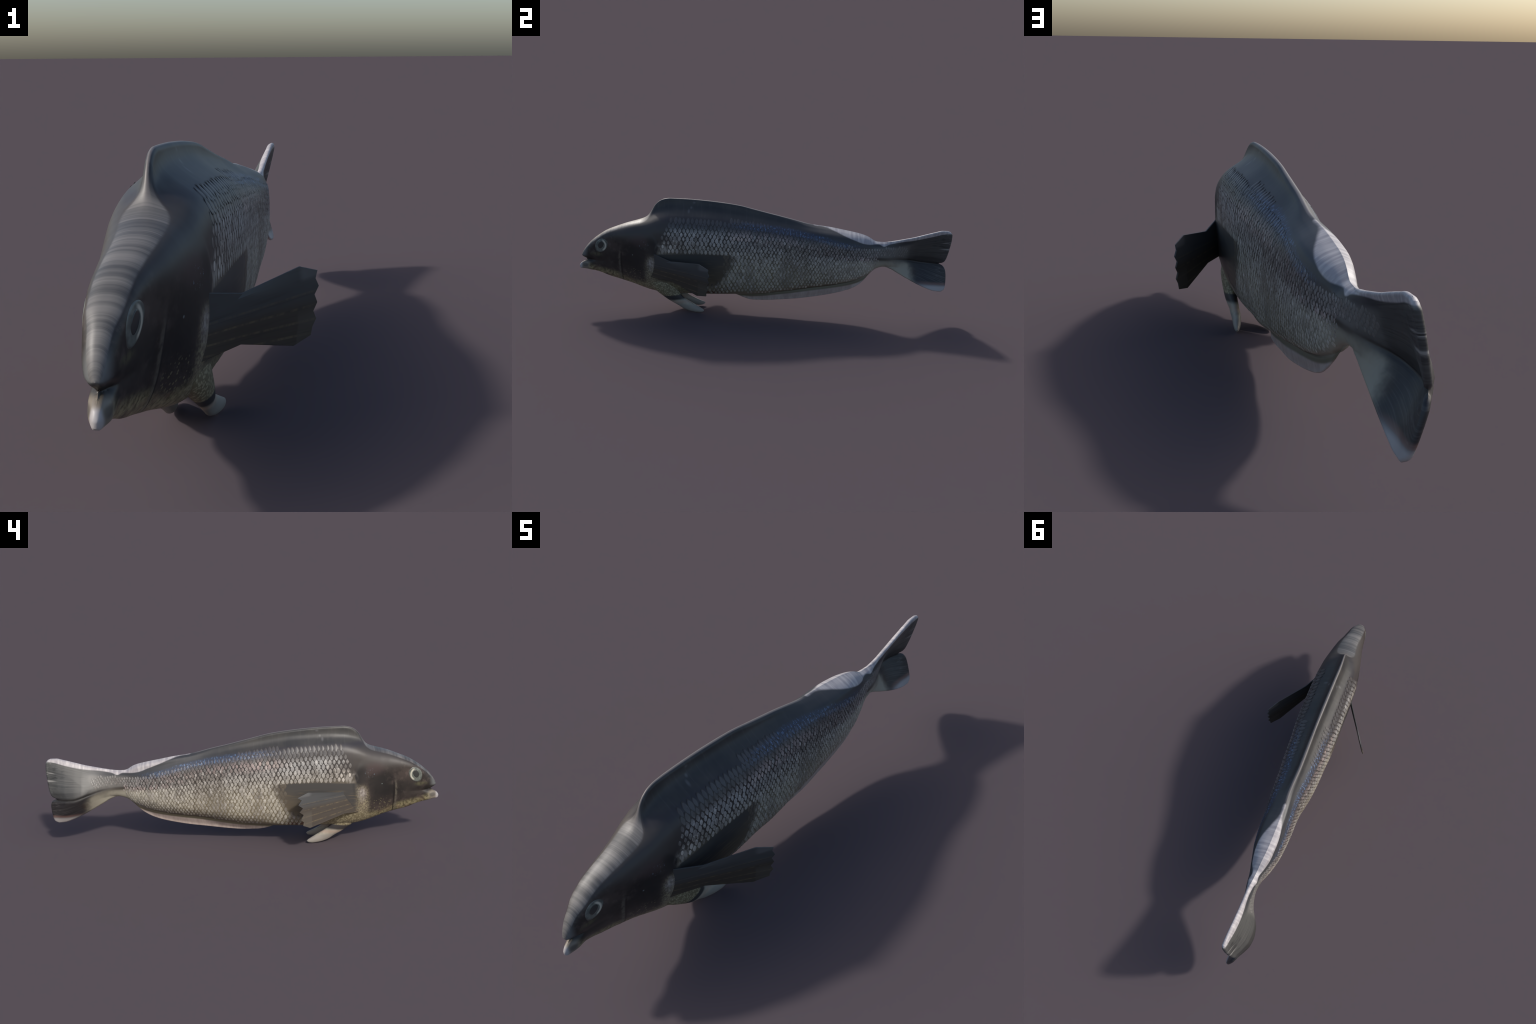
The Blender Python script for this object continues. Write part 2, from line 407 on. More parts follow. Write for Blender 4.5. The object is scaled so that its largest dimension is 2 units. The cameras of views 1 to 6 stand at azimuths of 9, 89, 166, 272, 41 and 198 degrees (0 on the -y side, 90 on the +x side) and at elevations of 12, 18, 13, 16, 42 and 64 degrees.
    col = n.mix(n.mul(n.ss(af, -.012, -.021), afm), col, afc)
    # tail fin
    td = n.sub(n.z, n.curve(LATERAL))
    tm = n.ss(n.add(n.add(n.y, n.mul(n.m("ABSOLUTE", td), -.25)), n.add(n.mul(n.sub(cloud, .5), .10), n.mul(n.ss(td, .0, -.02), -.03))), .72, .79)
    fan = n.t.nodes.new("ShaderNodeCombineXYZ")     # ray direction: spreads from the tail root
    ang = n.m("ARCTAN2", n.sub(n.z, .335), n.sub(n.y, .55))
    n.put(fan.inputs[1], n.mul(ang, 3.0)); n.put(fan.inputs[2], n.mul(n.y, .22))
    rayn = n.noise(22, 3, .6, (1, 1, 1), fan.outputs[0])
    tc = n.mix(n.ss(td, -.02, .05), (.030, .028, .030), (.066, .066, .063))
    tc = n.mix(n.mul(n.ss(rayn, .5, .68), .35), tc, (.13, .127, .12))
    tc = n.mix(n.mul(n.ss(rayn, .48, .34), .6), tc, (.022, .021, .022))
    tc = n.mix(n.mul(n.blob(.865, .30, .10, .025), .7), tc, (.026, .025, .024))
    tc = n.mix(n.mul(n.blob(.79, .235, .035, .025, .5), .8), tc, (.04, .028, .022))
    col = n.mix(tm, col, tc)
    # silver streaks at the rear rim of the upper lobe
    for zz, ln in ((.413, .05), (.374, .045)):
        col = n.mix(n.mul(n.blob(1.0, zz, ln, .0045, .6), n.ss(rayn, .35, .55), .75), col, (.36, .35, .33))
    nick = n.noise(34, 3, .7, (1, .35, 1))
    col = n.mix(n.mul(n.ss(n.y, .90, .985), n.ss(nick, .56, .68), n.ss(td, -.11, -.09), .55), col, (.21, .205, .195))
    col = n.mix(n.mul(n.ss(n.y, .84, .95), n.ss(nick, .46, .34), .6), col, (.018, .0175, .018))
    # pale rims: upper tail edge, rear dorsal, lower tail tip
    rimn = n.noise(55, 3, .6, (1, 1, .25))
    white = n.mix(n.ss(rimn, .35, .7), (.31, .29, .305), (.50, .47, .465))
    wl = n.sub(n.z, n.curve([(-1, .7), (.20, .60), (.25, .4925), (.31, .483), (.36, .469), (.41, .4505), (.47, .4285), (.53, .4075), (.58, .402), (.605, .402),
                             (.635, .391), (.66, .401), (.72, .413), (.80, .425), (.90, .449), (.96, .466), (1, .470)]))
    col = n.mix(n.mul(n.ss(wl, -.003, .003), n.ss(n.y, .2, .26)), col, white)
    wl2 = n.sub(n.z, n.curve([(-1, 0), (.70, .0), (.78, .19), (.85, .178), (.92, .172), (1, .172)]))
    col = n.mix(n.mul(n.ss(wl2, .012, -.012), n.ss(n.y, .76, .90)), col, (.36, .335, .33))
    col = n.mix(n.mul(n.band(wl2, -.002, .003, .008, .02), n.ss(n.y, .80, .9), .5), col, (.22, .12, .10))
    # pale streaks over the very top of the head and the dorsal rim
    tl = n.sub(n.curve(OUT_TOP), n.z)
    bars = n.noise(34, 5, .75, (1, 1, .02))
    topc = n.mix(n.ss(bars, .36, .66), (.055, .055, .057), (.155, .148, .143))
    col = n.mix(n.mul(n.ss(tl, .012, .008), n.ss(n.y, -.59, -.64)), col, topc)
    col = n.mix(n.mul(n.ss(tl, .003, .0008), n.ss(n.y, -.66, -.58), n.ss(n.y, .27, .2), .6), col, (.2, .18, .175))
    n.bump(fine, .12, .0015)
    return n.finish(col, .46, .45)


def _curve_v(self, pts):
    """y as a function of z."""
    n = self.t.nodes.new("ShaderNodeFloatCurve")
    c = n.mapping.curves[0]
    P = [(z / .7, (y + 1.05) / 2.1) for z, y in sorted(pts)]
    while len(c.points) < len(P):
        c.points.new(.5, .5)
    for q, p in zip(c.points, P):
        q.location = p; q.handle_type = "AUTO_CLAMPED"
    n.mapping.update()
    self.put(n.inputs["Value"], self.mul(self.z, 1 / .7))
    return self.sub(self.mul(n.outputs[0], 2.1), 1.05)


Nodes.curve_v = _curve_v


def scale_material():
    n = Nodes("fish_scale")
    oi = n.t.nodes.new("ShaderNodeObjectInfo").outputs["Random"]
    r = n.m("FRACT", n.add(oi, n.geo.outputs["Random Per Island"]))
    r2 = n.m("FRACT", n.mul(r, 17.3))
    lat = n.sub(n.z, n.curve(LATERAL))
    bck = n.sub(n.z, n.curve(BACK_LINE))
    cloud = n.noise(7, 3, .55)
    grain = n.noise(190, 2, .6)
    col = n.mix(n.ss(lat, .05, -.14), (.30, .287, .275), (.37, .34, .275))
    # rosy tint on the upper rows, cool silver in front
    col = n.mix(n.mul(n.band(bck, -.095, -.06, -.025, .0), n.ss(n.y, -.32, -.12), n.m("GREATER_THAN", r2, .3), .85), col, (.40, .30, .285))
    col = n.mix(n.mul(n.blob(-.145, .455, .06, .035, .5), n.m("GREATER_THAN", r, .35)), col, (.60, .47, .42))
    col = n.mix(n.mul(n.ss(n.y, -.05, -.3), n.ss(lat, -.02, .03), .6), col, (.32, .325, .32))
    col = n.mix(n.mul(n.ss(n.y, .3, .55), n.ss(lat, .0, .02), .8), col, (.23, .23, .225))
    col = n.mix(n.mul(n.ss(n.y, .2, .5), n.ss(lat, .0, -.02), .8), col, (.42, .39, .325))
    # fade to dark near the back and in smoky patches
    col = n.mix(n.mul(n.ss(cloud, .48, .64), n.ss(lat, -.10, -.02), .55), col, (.095, .082, .072))
    col = n.mix(n.mul(n.band(lat, -.012, .012, .035, .065), n.ss(n.y, -.22, .02), n.ss(n.y, .62, .40), .6), col, (.085, .073, .066))
    col = n.mix(n.mul(n.ss(n.noise(6.5, 2, .5, (1, 1, .22)), .50, .62), n.ss(lat, .06, .0), .55), col, (.125, .105, .082))
    flake = n.noise(75, 3, .7, (1, 1, .7))                # highlights and dark parts drawn into each scale's colour
    col = n.mix(n.mul(n.ss(flake, .50, .28), .8), col, (.075, .066, .060))
    col = n.mix(n.mul(n.ss(flake, .52, .72), n.ss(bck, -.01, -.05), .8), col, (.60, .575, .54))
    col = n.mix(n.mul(n.ss(r, .55, .95), .35), col, (.12, .108, .10))
    col = n.mix(n.mul(n.ss(r2, .75, .95), n.ss(bck, -.01, -.05), .25), col, (.50, .47, .44))
    col = n.mix(n.mul(n.ss(grain, .5, .72), .3), col, (.46, .44, .41))
    col = n.mix(n.mul(n.blob(-.53, .365, .05, .035, .5), .8), col, (.52, .48, .43))
    col = n.mix(n.mul(n.ss(bck, -.065, -.012), n.ss(n.y, .6, .2), .9), col, (.046, .043, .045))
    col = painted_blue_glints(n, col)
    col = n.mix(n.mul(painted_fin(n), .94), col, (.088, .073, .055))
    front = n.sub(n.add(n.y, n.mul(n.sub(n.noise(30, 3), .5), .10)), n.curve_v([(.1, -.52), (.25, -.50), (.34, -.525), (.39, -.55), (.45, -.565), (.52, -.54)]))
    col = n.mix(n.mul(n.ss(front, .075, .0), n.ss(n.z, .385, .42), .85), col, (.058, .050, .046))
    col = n.mix(n.mul(n.ss(n.y, .60, .72), .8), col, (.125, .12, .11))
    return n.finish(col, .42, .5)


def scale_rim_material():
    n = Nodes("scale_rim")
    lat = n.sub(n.z, n.curve(LATERAL))
    col = n.mix(n.ss(lat, .03, -.16), (.046, .040, .038), (.20, .172, .122))
    col = n.mix(n.mul(n.ss(n.y, .25, .6), n.ss(lat, .01, -.03)), col, (.33, .30, .235))
    col = n.mix(n.ss(n.y, .58, .70), col, (.11, .105, .10))
    col = n.mix(n.mul(painted_fin(n), .94), col, (.080, .066, .050))
    return n.finish(col, .5, .4)


def plain_fin_material():
    """Pectoral fin: slate grey, olive below, with broken yellow rays."""
    n = Nodes("pectoral_fin_skin")
    span = n.m("DIVIDE", n.add(n.y, .588), .30)
    low = n.sub(n.add(.2, n.mul(span, -.035)), .0)
    hi = n.add(.30, n.mul(span, .015))
    v = n.m("DIVIDE", n.sub(n.z, low), n.sub(hi, low))
    cv = n.t.nodes.new("ShaderNodeCombineXYZ")
    n.put(cv.inputs[1], v); n.put(cv.inputs[2], n.mul(span, .12))
    rays = n.noise(11, 2, .6, (1, 1, 1), cv.outputs[0])
    dash = n.noise(60, 2, .6, (1, 1, .4))
    col = n.mix(n.ss(v, .45, .75), (.050, .040, .031), (.053, .054, .055))
    ph = n.m("SINE", n.mul(v, 2 * math.pi * 4.6))
    col = n.mix(n.mul(n.ss(ph, .72, .97), n.ss(v, .85, .6), n.ss(dash, .3, .7), .5), col, (.17, .13, .07))
    col = n.mix(n.mul(n.ss(rays, .5, .3), .4), col, (.024, .02, .019))
    # paler olive end panel and pale rim at the rear top
    col = n.mix(n.mul(n.ss(span, .80, .82), n.ss(v, .5, .3), .5), col, (.082, .072, .058))
    col = n.mix(n.mul(n.ss(span, .78, .86), n.ss(v, .9, .97), .7), col, (.11, .11, .11))
    n.bump(rays, .15, .002)
    return n.finish(col, .55, .4)


def pelvic_material():
    n = Nodes("pelvic_fin_skin")
    s = n.add(n.mul(n.sub(n.y, -.55), .62), n.mul(n.sub(.10, n.z), .9))     # distance along the fin
    cells = n.mix(n.ss(n.spots(130, vec=n.geo.outputs['Position']), .25, .62), (.30, .265, .17), (.15, .125, .075))
    pale = n.mix(n.ss(n.noise(40, 3), .3, .7), (.27, .25, .20), (.37, .34, .28))
    pale = n.mix(n.ss(n.add(n.z, n.mul(n.y, .12)), .002, -.012), pale, (.26, .236, .208))
    pale = n.mix(n.mul(n.ss(n.z, .075, .06), n.ss(n.z, .045, .06), .6), pale, (.38, .27, .215))
    e = n.add(n.z, n.mul(n.y, -.10))
    col = n.mix(n.ss(e, .150, .143), cells, (.04, .036, .036))
    col = n.mix(n.ss(e, .126, .112), col, pale)
    return n.finish(col, .5, .4)


def iris_material():
    n = Nodes("iris")
    col = n.mix(n.ss(n.noise(60, 2), .3, .7), (.085, .095, .086), (.155, .168, .148))
    a = n.m("POWER", n.m("DIVIDE", n.sub(n.y, -.877), .0235), 2.0)
    b = n.m("POWER", n.m("DIVIDE", n.sub(n.z, .3545), .0275), 2.0)
    rr = n.m("SQRT", n.add(a, b))
    col = n.mix(n.mul(n.band(rr, .8, .95, 1.05, 1.3), n.ss(n.y, -.875, -.862)), col, (.50, .48, .40))
    col = n.mix(n.mul(n.ss(rr, 1.30, 1.58), .75), col, (.075, .075, .066))
    return n.finish(col, .35, .5)


def flat_material(name, colour, rough):
    return Nodes(name).finish(colour, rough, .5)


# ------------------------------------------------------------------ building
ROOT = bpy.data.objects.new("fish", None)
bpy.context.scene.collection.objects.link(ROOT)
ROOT["label"] = "long silvery grey fish with dark back, scaly flanks and folded tail"
ROOT["category"] = "fish"


def add_mesh(name, verts, faces, mat, parent=ROOT, smooth=True, normals=None):
    me = bpy.data.meshes.new(name)
    me.from_pydata([tuple(map(float, v)) for v in verts], [], [tuple(map(int, f)) for f in faces])
    me.materials.append(mat)
    me.polygons.foreach_set("use_smooth", [smooth] * len(me.polygons))
    me.update()
    if normals is not None:
        me.normals_split_custom_set_from_vertices([tuple(map(float, v)) for v in normals])
    ob = bpy.data.objects.new(name, me)
    bpy.context.scene.collection.objects.link(ob)
    if parent is not None:
        ob.parent = parent
    return ob


SKIN = skin_material()

# --- body: one skin over the whole profile, then shared out into parts
NU, NT = 560, 112
s = np.linspace(0, 1, NU)
u = s - .92 * np.sin(2 * np.pi * s) / (2 * np.pi)
t = .5 - .5 * np.cos(np.pi * np.linspace(0, 1, NT))
U, T = np.meshgrid(u, t, indexing="ij")
yb = BOTTOM[0][0] + (BOTTOM[-1][0] - BOTTOM[0][0]) * U
yt = TOP[0][0] + (TOP[-1][0] - TOP[0][0]) * U
zb, zt = bottom_z(yb), top_z(yt)
Y = yb + (yt - yb) * T
Z = zb + (zt - zb) * T
wf, wr = (1 - U) ** 24, U ** 12
Y = Y + wf * (front_y(T) - (yb[0:1] + (yt[0:1] - yb[0:1]) * T)) + wr * (rear_y(T) - (yb[-1:] + (yt[-1:] - yb[-1:]) * T))
Z = Z + wf * (front_z(T) - (zb[0:1] + (zt[0:1] - zb[0:1]) * T)) + wr * (rear_z(T) - (zb[-1:] + (zt[-1:] - zb[-1:]) * T))
D = edge_distance(Y, Z)
D[0, :] = D[-1, :] = 0; D[:, 0] = D[:, -1] = 0
H = half_thickness(Y, Z, D)
H[0, :] = H[-1, :] = 0; H[:, 0] = H[:, -1] = 0
X = middle_x(Y, Z)
right = np.stack([X + H, Y, Z], -1)
left = np.stack([X - H, Y, Z], -1)
idr = np.arange(NU * NT).reshape(NU, NT)
idl = idr + NU * NT
border = np.zeros((NU, NT), bool)
border[0] = border[-1] = True; border[:, 0] = border[:, -1] = True
idl = np.where(border, idr, idl)
used = np.unique(np.r_[idr.ravel(), idl.ravel()])
remap = -np.ones(2 * NU * NT, int); remap[used] = np.arange(len(used))
V = np.vstack([right.reshape(-1, 3), left.reshape(-1, 3)])[used]
idr, idl = remap[idr], remap[idl]
fr = np.stack([idr[:-1, :-1], idr[1:, :-1], idr[1:, 1:], idr[:-1, 1:]], -1).reshape(-1, 4)
fl = np.stack([idl[:-1, :-1], idl[:-1, 1:], idl[1:, 1:], idl[1:, :-1]], -1).reshape(-1, 4)
yc = ((Y[:-1, :-1] + Y[1:, :-1] + Y[1:, 1:] + Y[:-1, 1:]) / 4).ravel()
zc = ((Z[:-1, :-1] + Z[1:, :-1] + Z[1:, 1:] + Z[:-1, 1:]) / 4).ravel()
F = np.vstack([fr, fl]); YC = np.r_[yc, yc]; ZC = np.r_[zc, zc]

whole = bpy.data.meshes.new("whole_body")
whole.from_pydata(V.tolist(), [], F.tolist())
whole.update()
VN = np.zeros(len(V) * 3, np.float32)
whole.vertex_normals.foreach_get("vector", VN)
VN = VN.reshape(-1, 3)
bpy.data.meshes.remove(whole)

region = np.full(len(F), 1)
region[YC < gill_y(ZC)] = 0
region[(YC > .645)] = 2
region[(ZC > trunk_top(YC) + .004) & (YC > -.64) & (YC < .60)] = 3
region[(ZC < trunk_bottom(YC) - .004) & (YC > -.17) & (YC < .60)] = 4
PART = {}
for k, name in enumerate(["head", "torso", "tail_fin", "dorsal_fin", "anal_fin"]):
    f = F[region == k]
    ids, inv = np.unique(f, return_inverse=True)
    PART[name] = add_mesh(name, V[ids], inv.reshape(f.shape), SKIN, normals=VN[ids])

# --- eyes: a shallow ringed disc lying on each side of the head
IRIS = iris_material()
PUPIL = flat_material("pupil", (.040, .041, .040), .3)


def disc_on_skin(name, cy, cz, shape, side, lift, dome, mat, parent, rings=12, seg=48):
    ang = np.linspace(0, 2 * np.pi, seg, endpoint=False)
    ry, rz = shape(ang)
    ys, zs, lf = [cy], [cz], [lift + dome]
    for i in range(1, rings + 1):
        q = i / rings
        ys += list(cy + q * ry); zs += list(cz + q * rz)
        lf += [lift + dome * (1 - q * q) - (.003 if i == rings else 0)] * seg
    ys, zs = np.array(ys), np.array(zs)
    zs = np.minimum(zs, top_z(ys) - .004)
    P = surface(ys, zs, side, np.array(lf))
    faces = []
    for j in range(seg):
        k = (j + 1) % seg
        faces.append((0, 1 + j, 1 + k) if side > 0 else (0, 1 + k, 1 + j))
        for i in range(rings - 1):
            a, b = 1 + i * seg, 1 + (i + 1) * seg
            q = (a + j, b + j, b + k, a + k)
            faces.append(q if side > 0 else q[::-1])
    return add_mesh(name, P, faces, mat, parent)


def iris_shape(a):
    c, s_ = np.cos(a), np.sin(a)
    r = 1 + .022 * np.sin(3 * a + .6) + .014 * np.sin(5 * a)
    return .0365 * c * r + .0055 * s_, .0410 * s_ * r + .0055 * c


def pupil_shape(a):
    c, s_ = np.cos(a), np.sin(a)
    p = 1.7
    r = (np.abs(c) ** p + np.abs(s_) ** p) ** (-1 / p)
    return .0175 * c * r + .003 * s_, .0230 * s_ * r + .003 * c


for side in (1, -1):
    eye = disc_on_skin("eye", -.8765, .3525, iris_shape, side, .0004, .0014, IRIS, ROOT)
    disc_on_skin("pupil", -.8785, .3560, pupil_shape, side, .0020, .0012, PUPIL, eye, 8, 36)

# --- scales
SCALE = scale_material()
pitch = pchip([(-.62, .0225), (-.3, .0215), (-.1, .0195), (.2, .0175), (.45, .0150), (.75, .0132)])
row = pchip([(-.62, .0235), (-.3, .0225), (-.1, .0195), (.2, .0170), (.45, .0142), (.75, .0120)])
lateral_z = pchip(LATERAL)
back_z = pchip(BACK_LINE)
scale_front = pchip([(.1, -.52), (.25, -.50), (.34, -.525), (.39, -.55), (.45, -.565), (.52, -.54)])
pf_top = pchip([(-.6, .332), (-.5, .335), (-.4, .341), (-.25, .343), (-.17, .338), (-.14, .325)])
pf_low = pchip([(-.6, .175), (-.45, .170), (-.30, .160), (-.24, .172), (-.205, .21), (-.185, .255), (-.15, .315), (-.13, .40)])


def scale_mesh():
    """A single low-domed, lozenge-rounded scale, one unit across each way."""
    seg, rings = 14, 4
    v, f = [(0, 0, 1.0)], []
    for i in range(1, rings + 1):
        q = (.30, .58, .80, 1.0)[i - 1]
        for j in range(seg):
            a = 2 * math.pi * j / seg
            c, s_ = math.cos(a), math.sin(a)
            p = 1.42
            r = (abs(c) ** p + abs(s_) ** p) ** (-1 / p) * q
            v.append((c * r, s_ * r, 1.0 - 1.25 * q ** 2.4))
    for j in range(seg):
        k = (j + 1) % seg
        f.append((0, 1 + j, 1 + k))
        for i in range(rings - 1):
            a, b = 1 + i * seg, 1 + (i + 1) * seg
            f.append((a + j, b + j, b + k, a + k))
    return np.array(v), f


SV, SF = scale_mesh()
spots = []
yy, col_i = -.60, 0
while yy < .78:
    for j in range(-22, 16):
        if (j + col_i) % 2:
            continue
        y0 = yy + RNG.uniform(-.0022, .0022)
        z0 = lateral_z(yy) + j * row(yy) * .98 + RNG.uniform(-.0016, .0016)
        lo = max(float(trunk_bottom(y0)) if y0 > -.2 else .112, .112)
        if y0 > -.2:
            lo += .010
        if y0 > .6:
            lo = max(lo, float(lateral_z(y0)) - (.025 if y0 < .7 else -.002))
        hi = float(back_z(y0)) + .020 - .020 * sstep(y0, -.1, .1)
        if not lo < z0 < hi or y0 < scale_front(z0):
            continue
        if pf_low(y0) + .012 < z0 < pf_top(y0) + .006 and y0 < -.22:
            continue
        if y0 < -.40 and z0 < .2:
            continue
        if y0 > .61 and z0 - lateral_z(y0) < (.014 if y0 < .66 else .024):
            continue
        if y0 > .70 and (y0 - .70) > .075 - abs(z0 - .36) * .9:
            continue
        if y0 - scale_front(z0) < .035 and RNG.rand() < .25:      # ragged front edge
            continue
        spots.append((y0, z0))
    yy += float(pitch(yy)) * .5
    col_i += 1
spots = np.array(spots)
edge = edge_distance(spots[:, 0], spots[:, 1])
spots = spots[edge > .012]
e = .0015
frames = []
for side in (1, -1):
    P = surface(spots[:, 0], spots[:, 1], side)
    py = (surface(spots[:, 0] + e, spots[:, 1], side) - surface(spots[:, 0] - e, spots[:, 1], side)) / (2 * e)
    pz = (surface(spots[:, 0], spots[:, 1] + e, side) - surface(spots[:, 0], spots[:, 1] - e, side)) / (2 * e)
    for i in range(len(spots)):
        a, b = py[i], pz[i]
        nrm = np.cross(a, b); nrm /= np.linalg.norm(nrm)
        if nrm[0] * side < 0:
            nrm = -nrm
        y0 = spots[i, 0]
        fade = .75 + .25 * sstep(spots[i, 1] - trunk_bottom(y0), .0, .10)
        var = RNG.uniform(.82, 1.10) * (.72 + .28 * sstep(y0 - scale_front(spots[i, 1]), .0, .07))
        w = .50 * float(pitch(y0)) * fade * var
        hgt = .83 * float(row(y0)) * fade * var
        # limit stretch where the flank turns away from the side view
        if np.linalg.norm(a) > 1.6 or np.linalg.norm(b) > 1.85 or (y0 > .6 and np.linalg.norm(b) > 1.25):
            continue
        A, B = a * w, b * hgt
        if np.linalg.norm(a) * side < 0:
            pass
        frames.append((w * hgt * np.linalg.norm(b), P[i], A, B, nrm, side))
frames.sort(key=lambda q: -q[0])
RIM = scale_rim_material()
shared = bpy.data.meshes.new("scale")
shared.from_pydata(SV.tolist(), [], SF)
shared.materials.append(SCALE)
shared.polygons.foreach_set("use_smooth", [True] * len(shared.polygons))
RIM_FACE = [max(f) >= len(SV) - 14 for f in SF]           # outermost ring
shared.materials.append(RIM)
shared.polygons.foreach_set("material_index", [int(q) for q in RIM_FACE])
LIFT = .0009
allv, allf, base = [], [], 0
for rank, (area, P, A, B, nrm, side) in enumerate(frames):
    if rank < 300:
        wlen, hlen = np.linalg.norm(A), np.linalg.norm(B)
        # orthogonal frame so that the object keeps plain location, rotation and scale
        by = B / hlen
        ax = np.cross(by, nrm) ; ax /= np.linalg.norm(ax)
        M = Matrix(((ax[0] * wlen, by[0] * hlen, nrm[0] * LIFT, P[0]), (ax[1] * wlen, by[1] * hlen, nrm[1] * LIFT, P[1]),
                    (ax[2] * wlen, by[2] * hlen, nrm[2] * LIFT, P[2]), (0, 0, 0, 1)))
        ob = bpy.data.objects.new("scale", shared)
        bpy.context.scene.collection.objects.link(ob)
        ob.parent = PART["torso"]
        ob.matrix_world = M
    else:
        by = B / np.linalg.norm(B)
        ax = np.cross(by, nrm); ax /= np.linalg.norm(ax)
        vv = P + SV[:, :1] * ax * np.linalg.norm(A) + SV[:, 1:2] * B + SV[:, 2:] * nrm * LIFT
        allv.append(vv)
        allf += [tuple(i + base for i in f) for f in SF]
        base += len(SV)
stuff = add_mesh("scales", np.vstack(allv), allf, SCALE, PART["torso"])
stuff["kind"] = "stuff"
stuff.data.materials.append(RIM)
stuff.data.polygons.foreach_set("material_index", [int(q) for q in RIM_FACE] * (len(allf) // len(SF)))

# --- pectoral fins: a thin bent blade with a notched rear rim
PFIN = plain_fin_material()


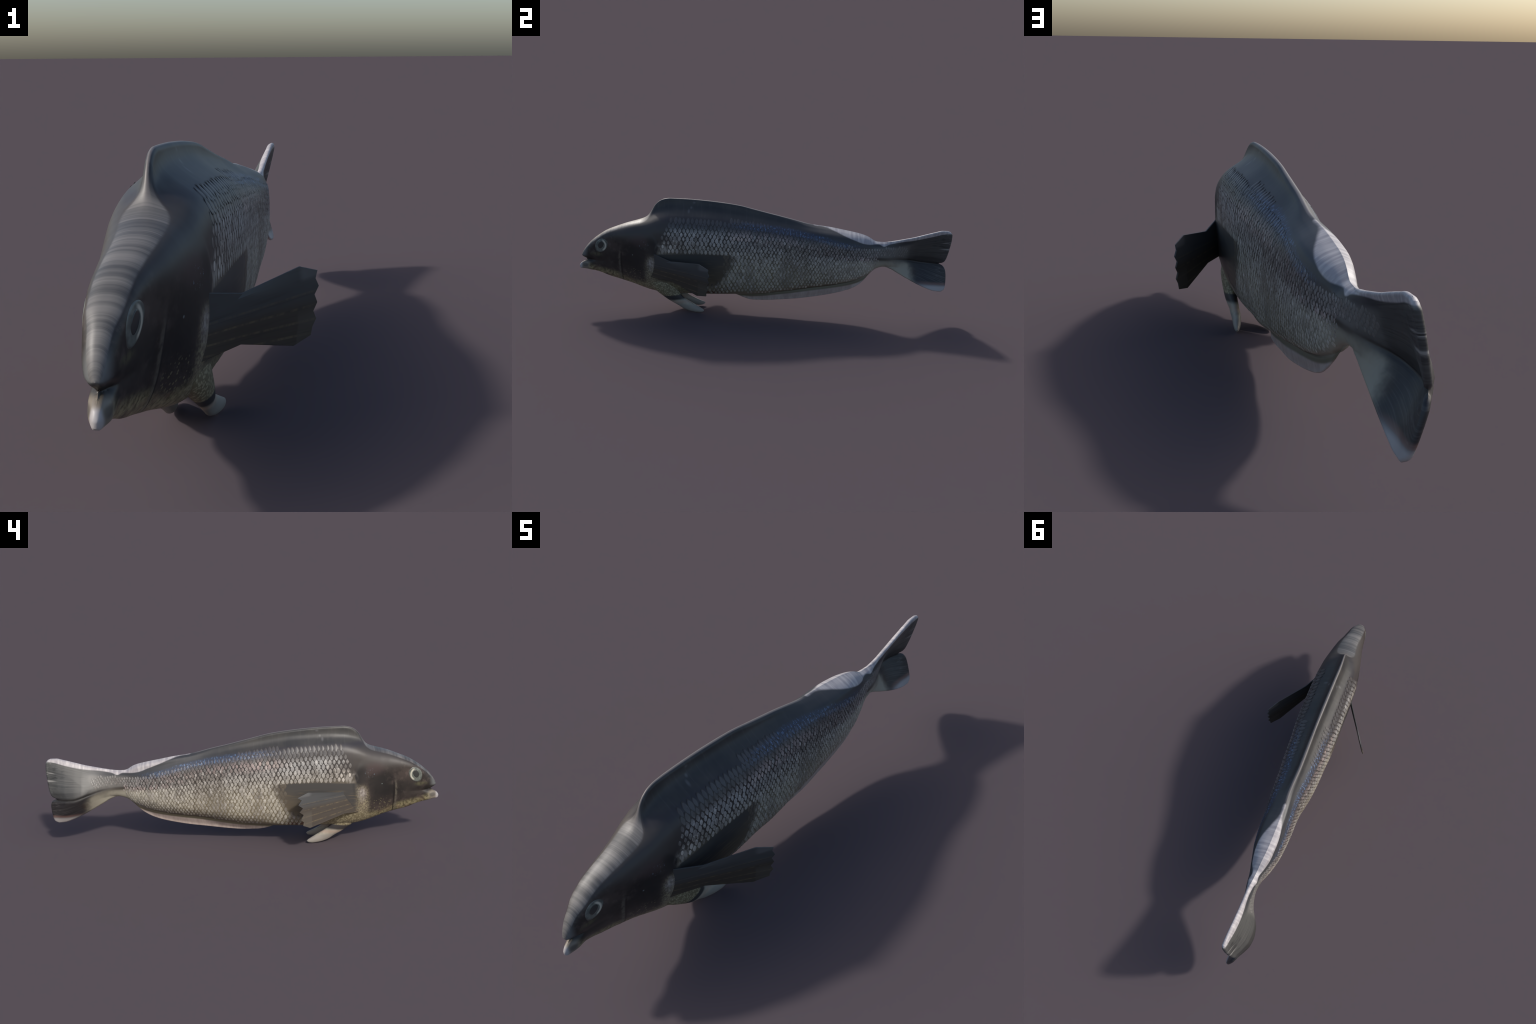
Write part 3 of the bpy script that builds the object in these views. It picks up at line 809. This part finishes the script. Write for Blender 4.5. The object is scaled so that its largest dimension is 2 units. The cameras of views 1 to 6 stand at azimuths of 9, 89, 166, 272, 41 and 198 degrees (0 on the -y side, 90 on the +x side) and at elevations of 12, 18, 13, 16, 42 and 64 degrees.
def pectoral(side):
    def line(a, b, n_):
        a, b = np.array(a), np.array(b)
        return [a + (b - a) * q for q in np.linspace(0, 1, n_)]
    n_ = 9
    if side > 0:
        st0 = [np.array((.085, -.588, .334))] + line((.089, -.577, .287), (.083, -.585, .200), n_ - 1)
        st1 = [np.array((.136, -.499, .313))] + line((.128, -.521, .305), (.130, -.498, .203), n_ - 1)
        st2 = [np.array((.234, -.343, .336))] + line((.236, -.345, .317), (.222, -.352, .158), n_ - 1)
        rim_ = [(.268, -.291, .317), (.265, -.295, .299), (.270, -.287, .280), (.263, -.296, .262), (.267, -.289, .243),
                (.261, -.300, .225), (.265, -.292, .206), (.259, -.302, .189), (.255, -.301, .169)]
    else:                                       # the other fin is swung lower and leans outwards at the bottom
        st0 = [np.array((.088, -.575, .312))] + line((.090, -.566, .285), (.088, -.606, .172), n_ - 1)
        st1 = [np.array((.128, -.495, .290))] + line((.128, -.495, .278), (.142, -.513, .182), n_ - 1)
        st2 = [np.array((.214, -.331, .321))] + line((.218, -.330, .305), (.251, -.335, .151), n_ - 1)
        rim_ = [(.247, -.277, .305), (.241, -.298, .290), (.255, -.280, .270), (.247, -.303, .251), (.260, -.285, .235),
                (.252, -.306, .219), (.266, -.290, .198), (.259, -.306, .183), (.266, -.301, .168)]
    st3 = [np.array(p) for p in rim_]
    inner = [p + (p - q) * .35 for p, q in zip(st0, st1)]       # buried in the flank
    rows_ = [inner, st0, st1]
    rows_ += [[a + (b - a) * q for a, b in zip(st1, st2)] for q in (.33, .66)]
    rows_ += [st2, [a + (b - a) * .5 for a, b in zip(st2, st3)], st3]
    R = np.array(rows_)
    nr = R.shape[0]
    # fan folds: alternate columns stand a little proud towards the rim
    out = np.array([.85, -.52, 0.1]); out /= np.linalg.norm(out)
    thick = np.array([.0100, .0095, .0085, .0080, .0075, .0070, .0062, .0052])
    for i in range(nr):
        for j in range(1, n_ - 1):
            R[i, j] += out * (.0013 if j % 2 == 0 else -.0007) * min(1, i / 5)
    Bk = R.copy()
    for i in range(nr):
        for j in range(n_):
            taper = .55 if j in (0, n_ - 1) else 1.0
            Bk[i, j] -= out * thick[i] * taper
    V_ = np.vstack([R.reshape(-1, 3), Bk.reshape(-1, 3)])
    V_[:, 0] *= side
    f = []
    o = nr * n_
    q = lambda i, j: i * n_ + j
    for i in range(nr - 1):
        for j in range(n_ - 1):
            f.append((q(i, j), q(i, j + 1), q(i + 1, j + 1), q(i + 1, j)))
            f.append((o + q(i, j), o + q(i + 1, j), o + q(i + 1, j + 1), o + q(i, j + 1)))
        f.append((q(i, 0), q(i + 1, 0), o + q(i + 1, 0), o + q(i, 0)))
        f.append((q(i, n_ - 1), o + q(i, n_ - 1), o + q(i + 1, n_ - 1), q(i + 1, n_ - 1)))
    for j in range(n_ - 1):
        f.append((q(nr - 1, j), q(nr - 1, j + 1), o + q(nr - 1, j + 1), o + q(nr - 1, j)))
        f.append((q(0, j), o + q(0, j), o + q(0, j + 1), q(0, j + 1)))
    if side < 0:
        f = [k[::-1] for k in f]
    ob = add_mesh("pectoral_fin", V_, f, PFIN, smooth=False)
    bv = ob.modifiers.new("edge", "BEVEL"); bv.width = .0012; bv.segments = 2; bv.limit_method = "ANGLE"; bv.angle_limit = math.radians(40)
    ob.data.polygons.foreach_set("use_smooth", [True] * len(ob.data.polygons))
    ob.data.set_sharp_from_angle(angle=math.radians(22))
    return ob


for side in (1, -1):
    pectoral(side)

# --- pelvic fins: horn-shaped blades growing out of the breast
PELV = pelvic_material()


def pelvic(side):
    # top (y, z), bottom (y, z), x centre, x half width
    st = [((-.500, .225), (-.650, .175), .020, .040), ((-.480, .175), (-.605, .135), .038, .034), ((-.465, .135), (-.557, .098), .045, .027),
          ((-.447, .100), (-.507, .0635), .049, .020), ((-.421, .0735), (-.462, .036), .046, .0160), ((-.391, .055), (-.427, .0145), .046, .0150),
          ((-.361, .0385), (-.389, .0035), .050, .0135), ((-.340, .0275), (-.355, .0005), .055, .0100), ((-.326, .0195), (-.331, .004), .0585, .0050),
          ((-.3215, .0135), (-.3225, .011), .0595, .0012)]
    st = np.array([(a[0], a[1], b[0], b[1], x, w) for a, b, x, w in st])
    k = np.arange(len(st), dtype=float)
    fs = [pchip(np.c_[k, st[:, c]]) for c in range(6)]
    seg, stations = 28, 60
    V_, f = [], []
    for q in np.linspace(0, len(st) - 1, stations):
        ty, tz, by, bz, xc, w = [float(g(q)) for g in fs]
        for a in np.linspace(0, 2 * np.pi, seg, endpoint=False):
            c, s_ = math.cos(a), math.sin(a)
            V_.append((side * (xc + w * c), (ty + by) / 2 + (ty - by) / 2 * s_, (tz + bz) / 2 + (tz - bz) / 2 * s_))
    for i in range(stations - 1):
        for j in range(seg):
            m_ = (j + 1) % seg
            f.append((i * seg + j, i * seg + m_, (i + 1) * seg + m_, (i + 1) * seg + j))
    f.append(tuple((stations - 1) * seg + j for j in range(seg)))
    f.append(tuple(range(seg))[::-1])
    if side > 0:
        f = [q[::-1] for q in f]
    V_ = np.array(V_)
    return add_mesh("pelvic_fin", V_, f, PELV)


for side in (1, -1):
    pelvic(side)
print("scales", len(frames))
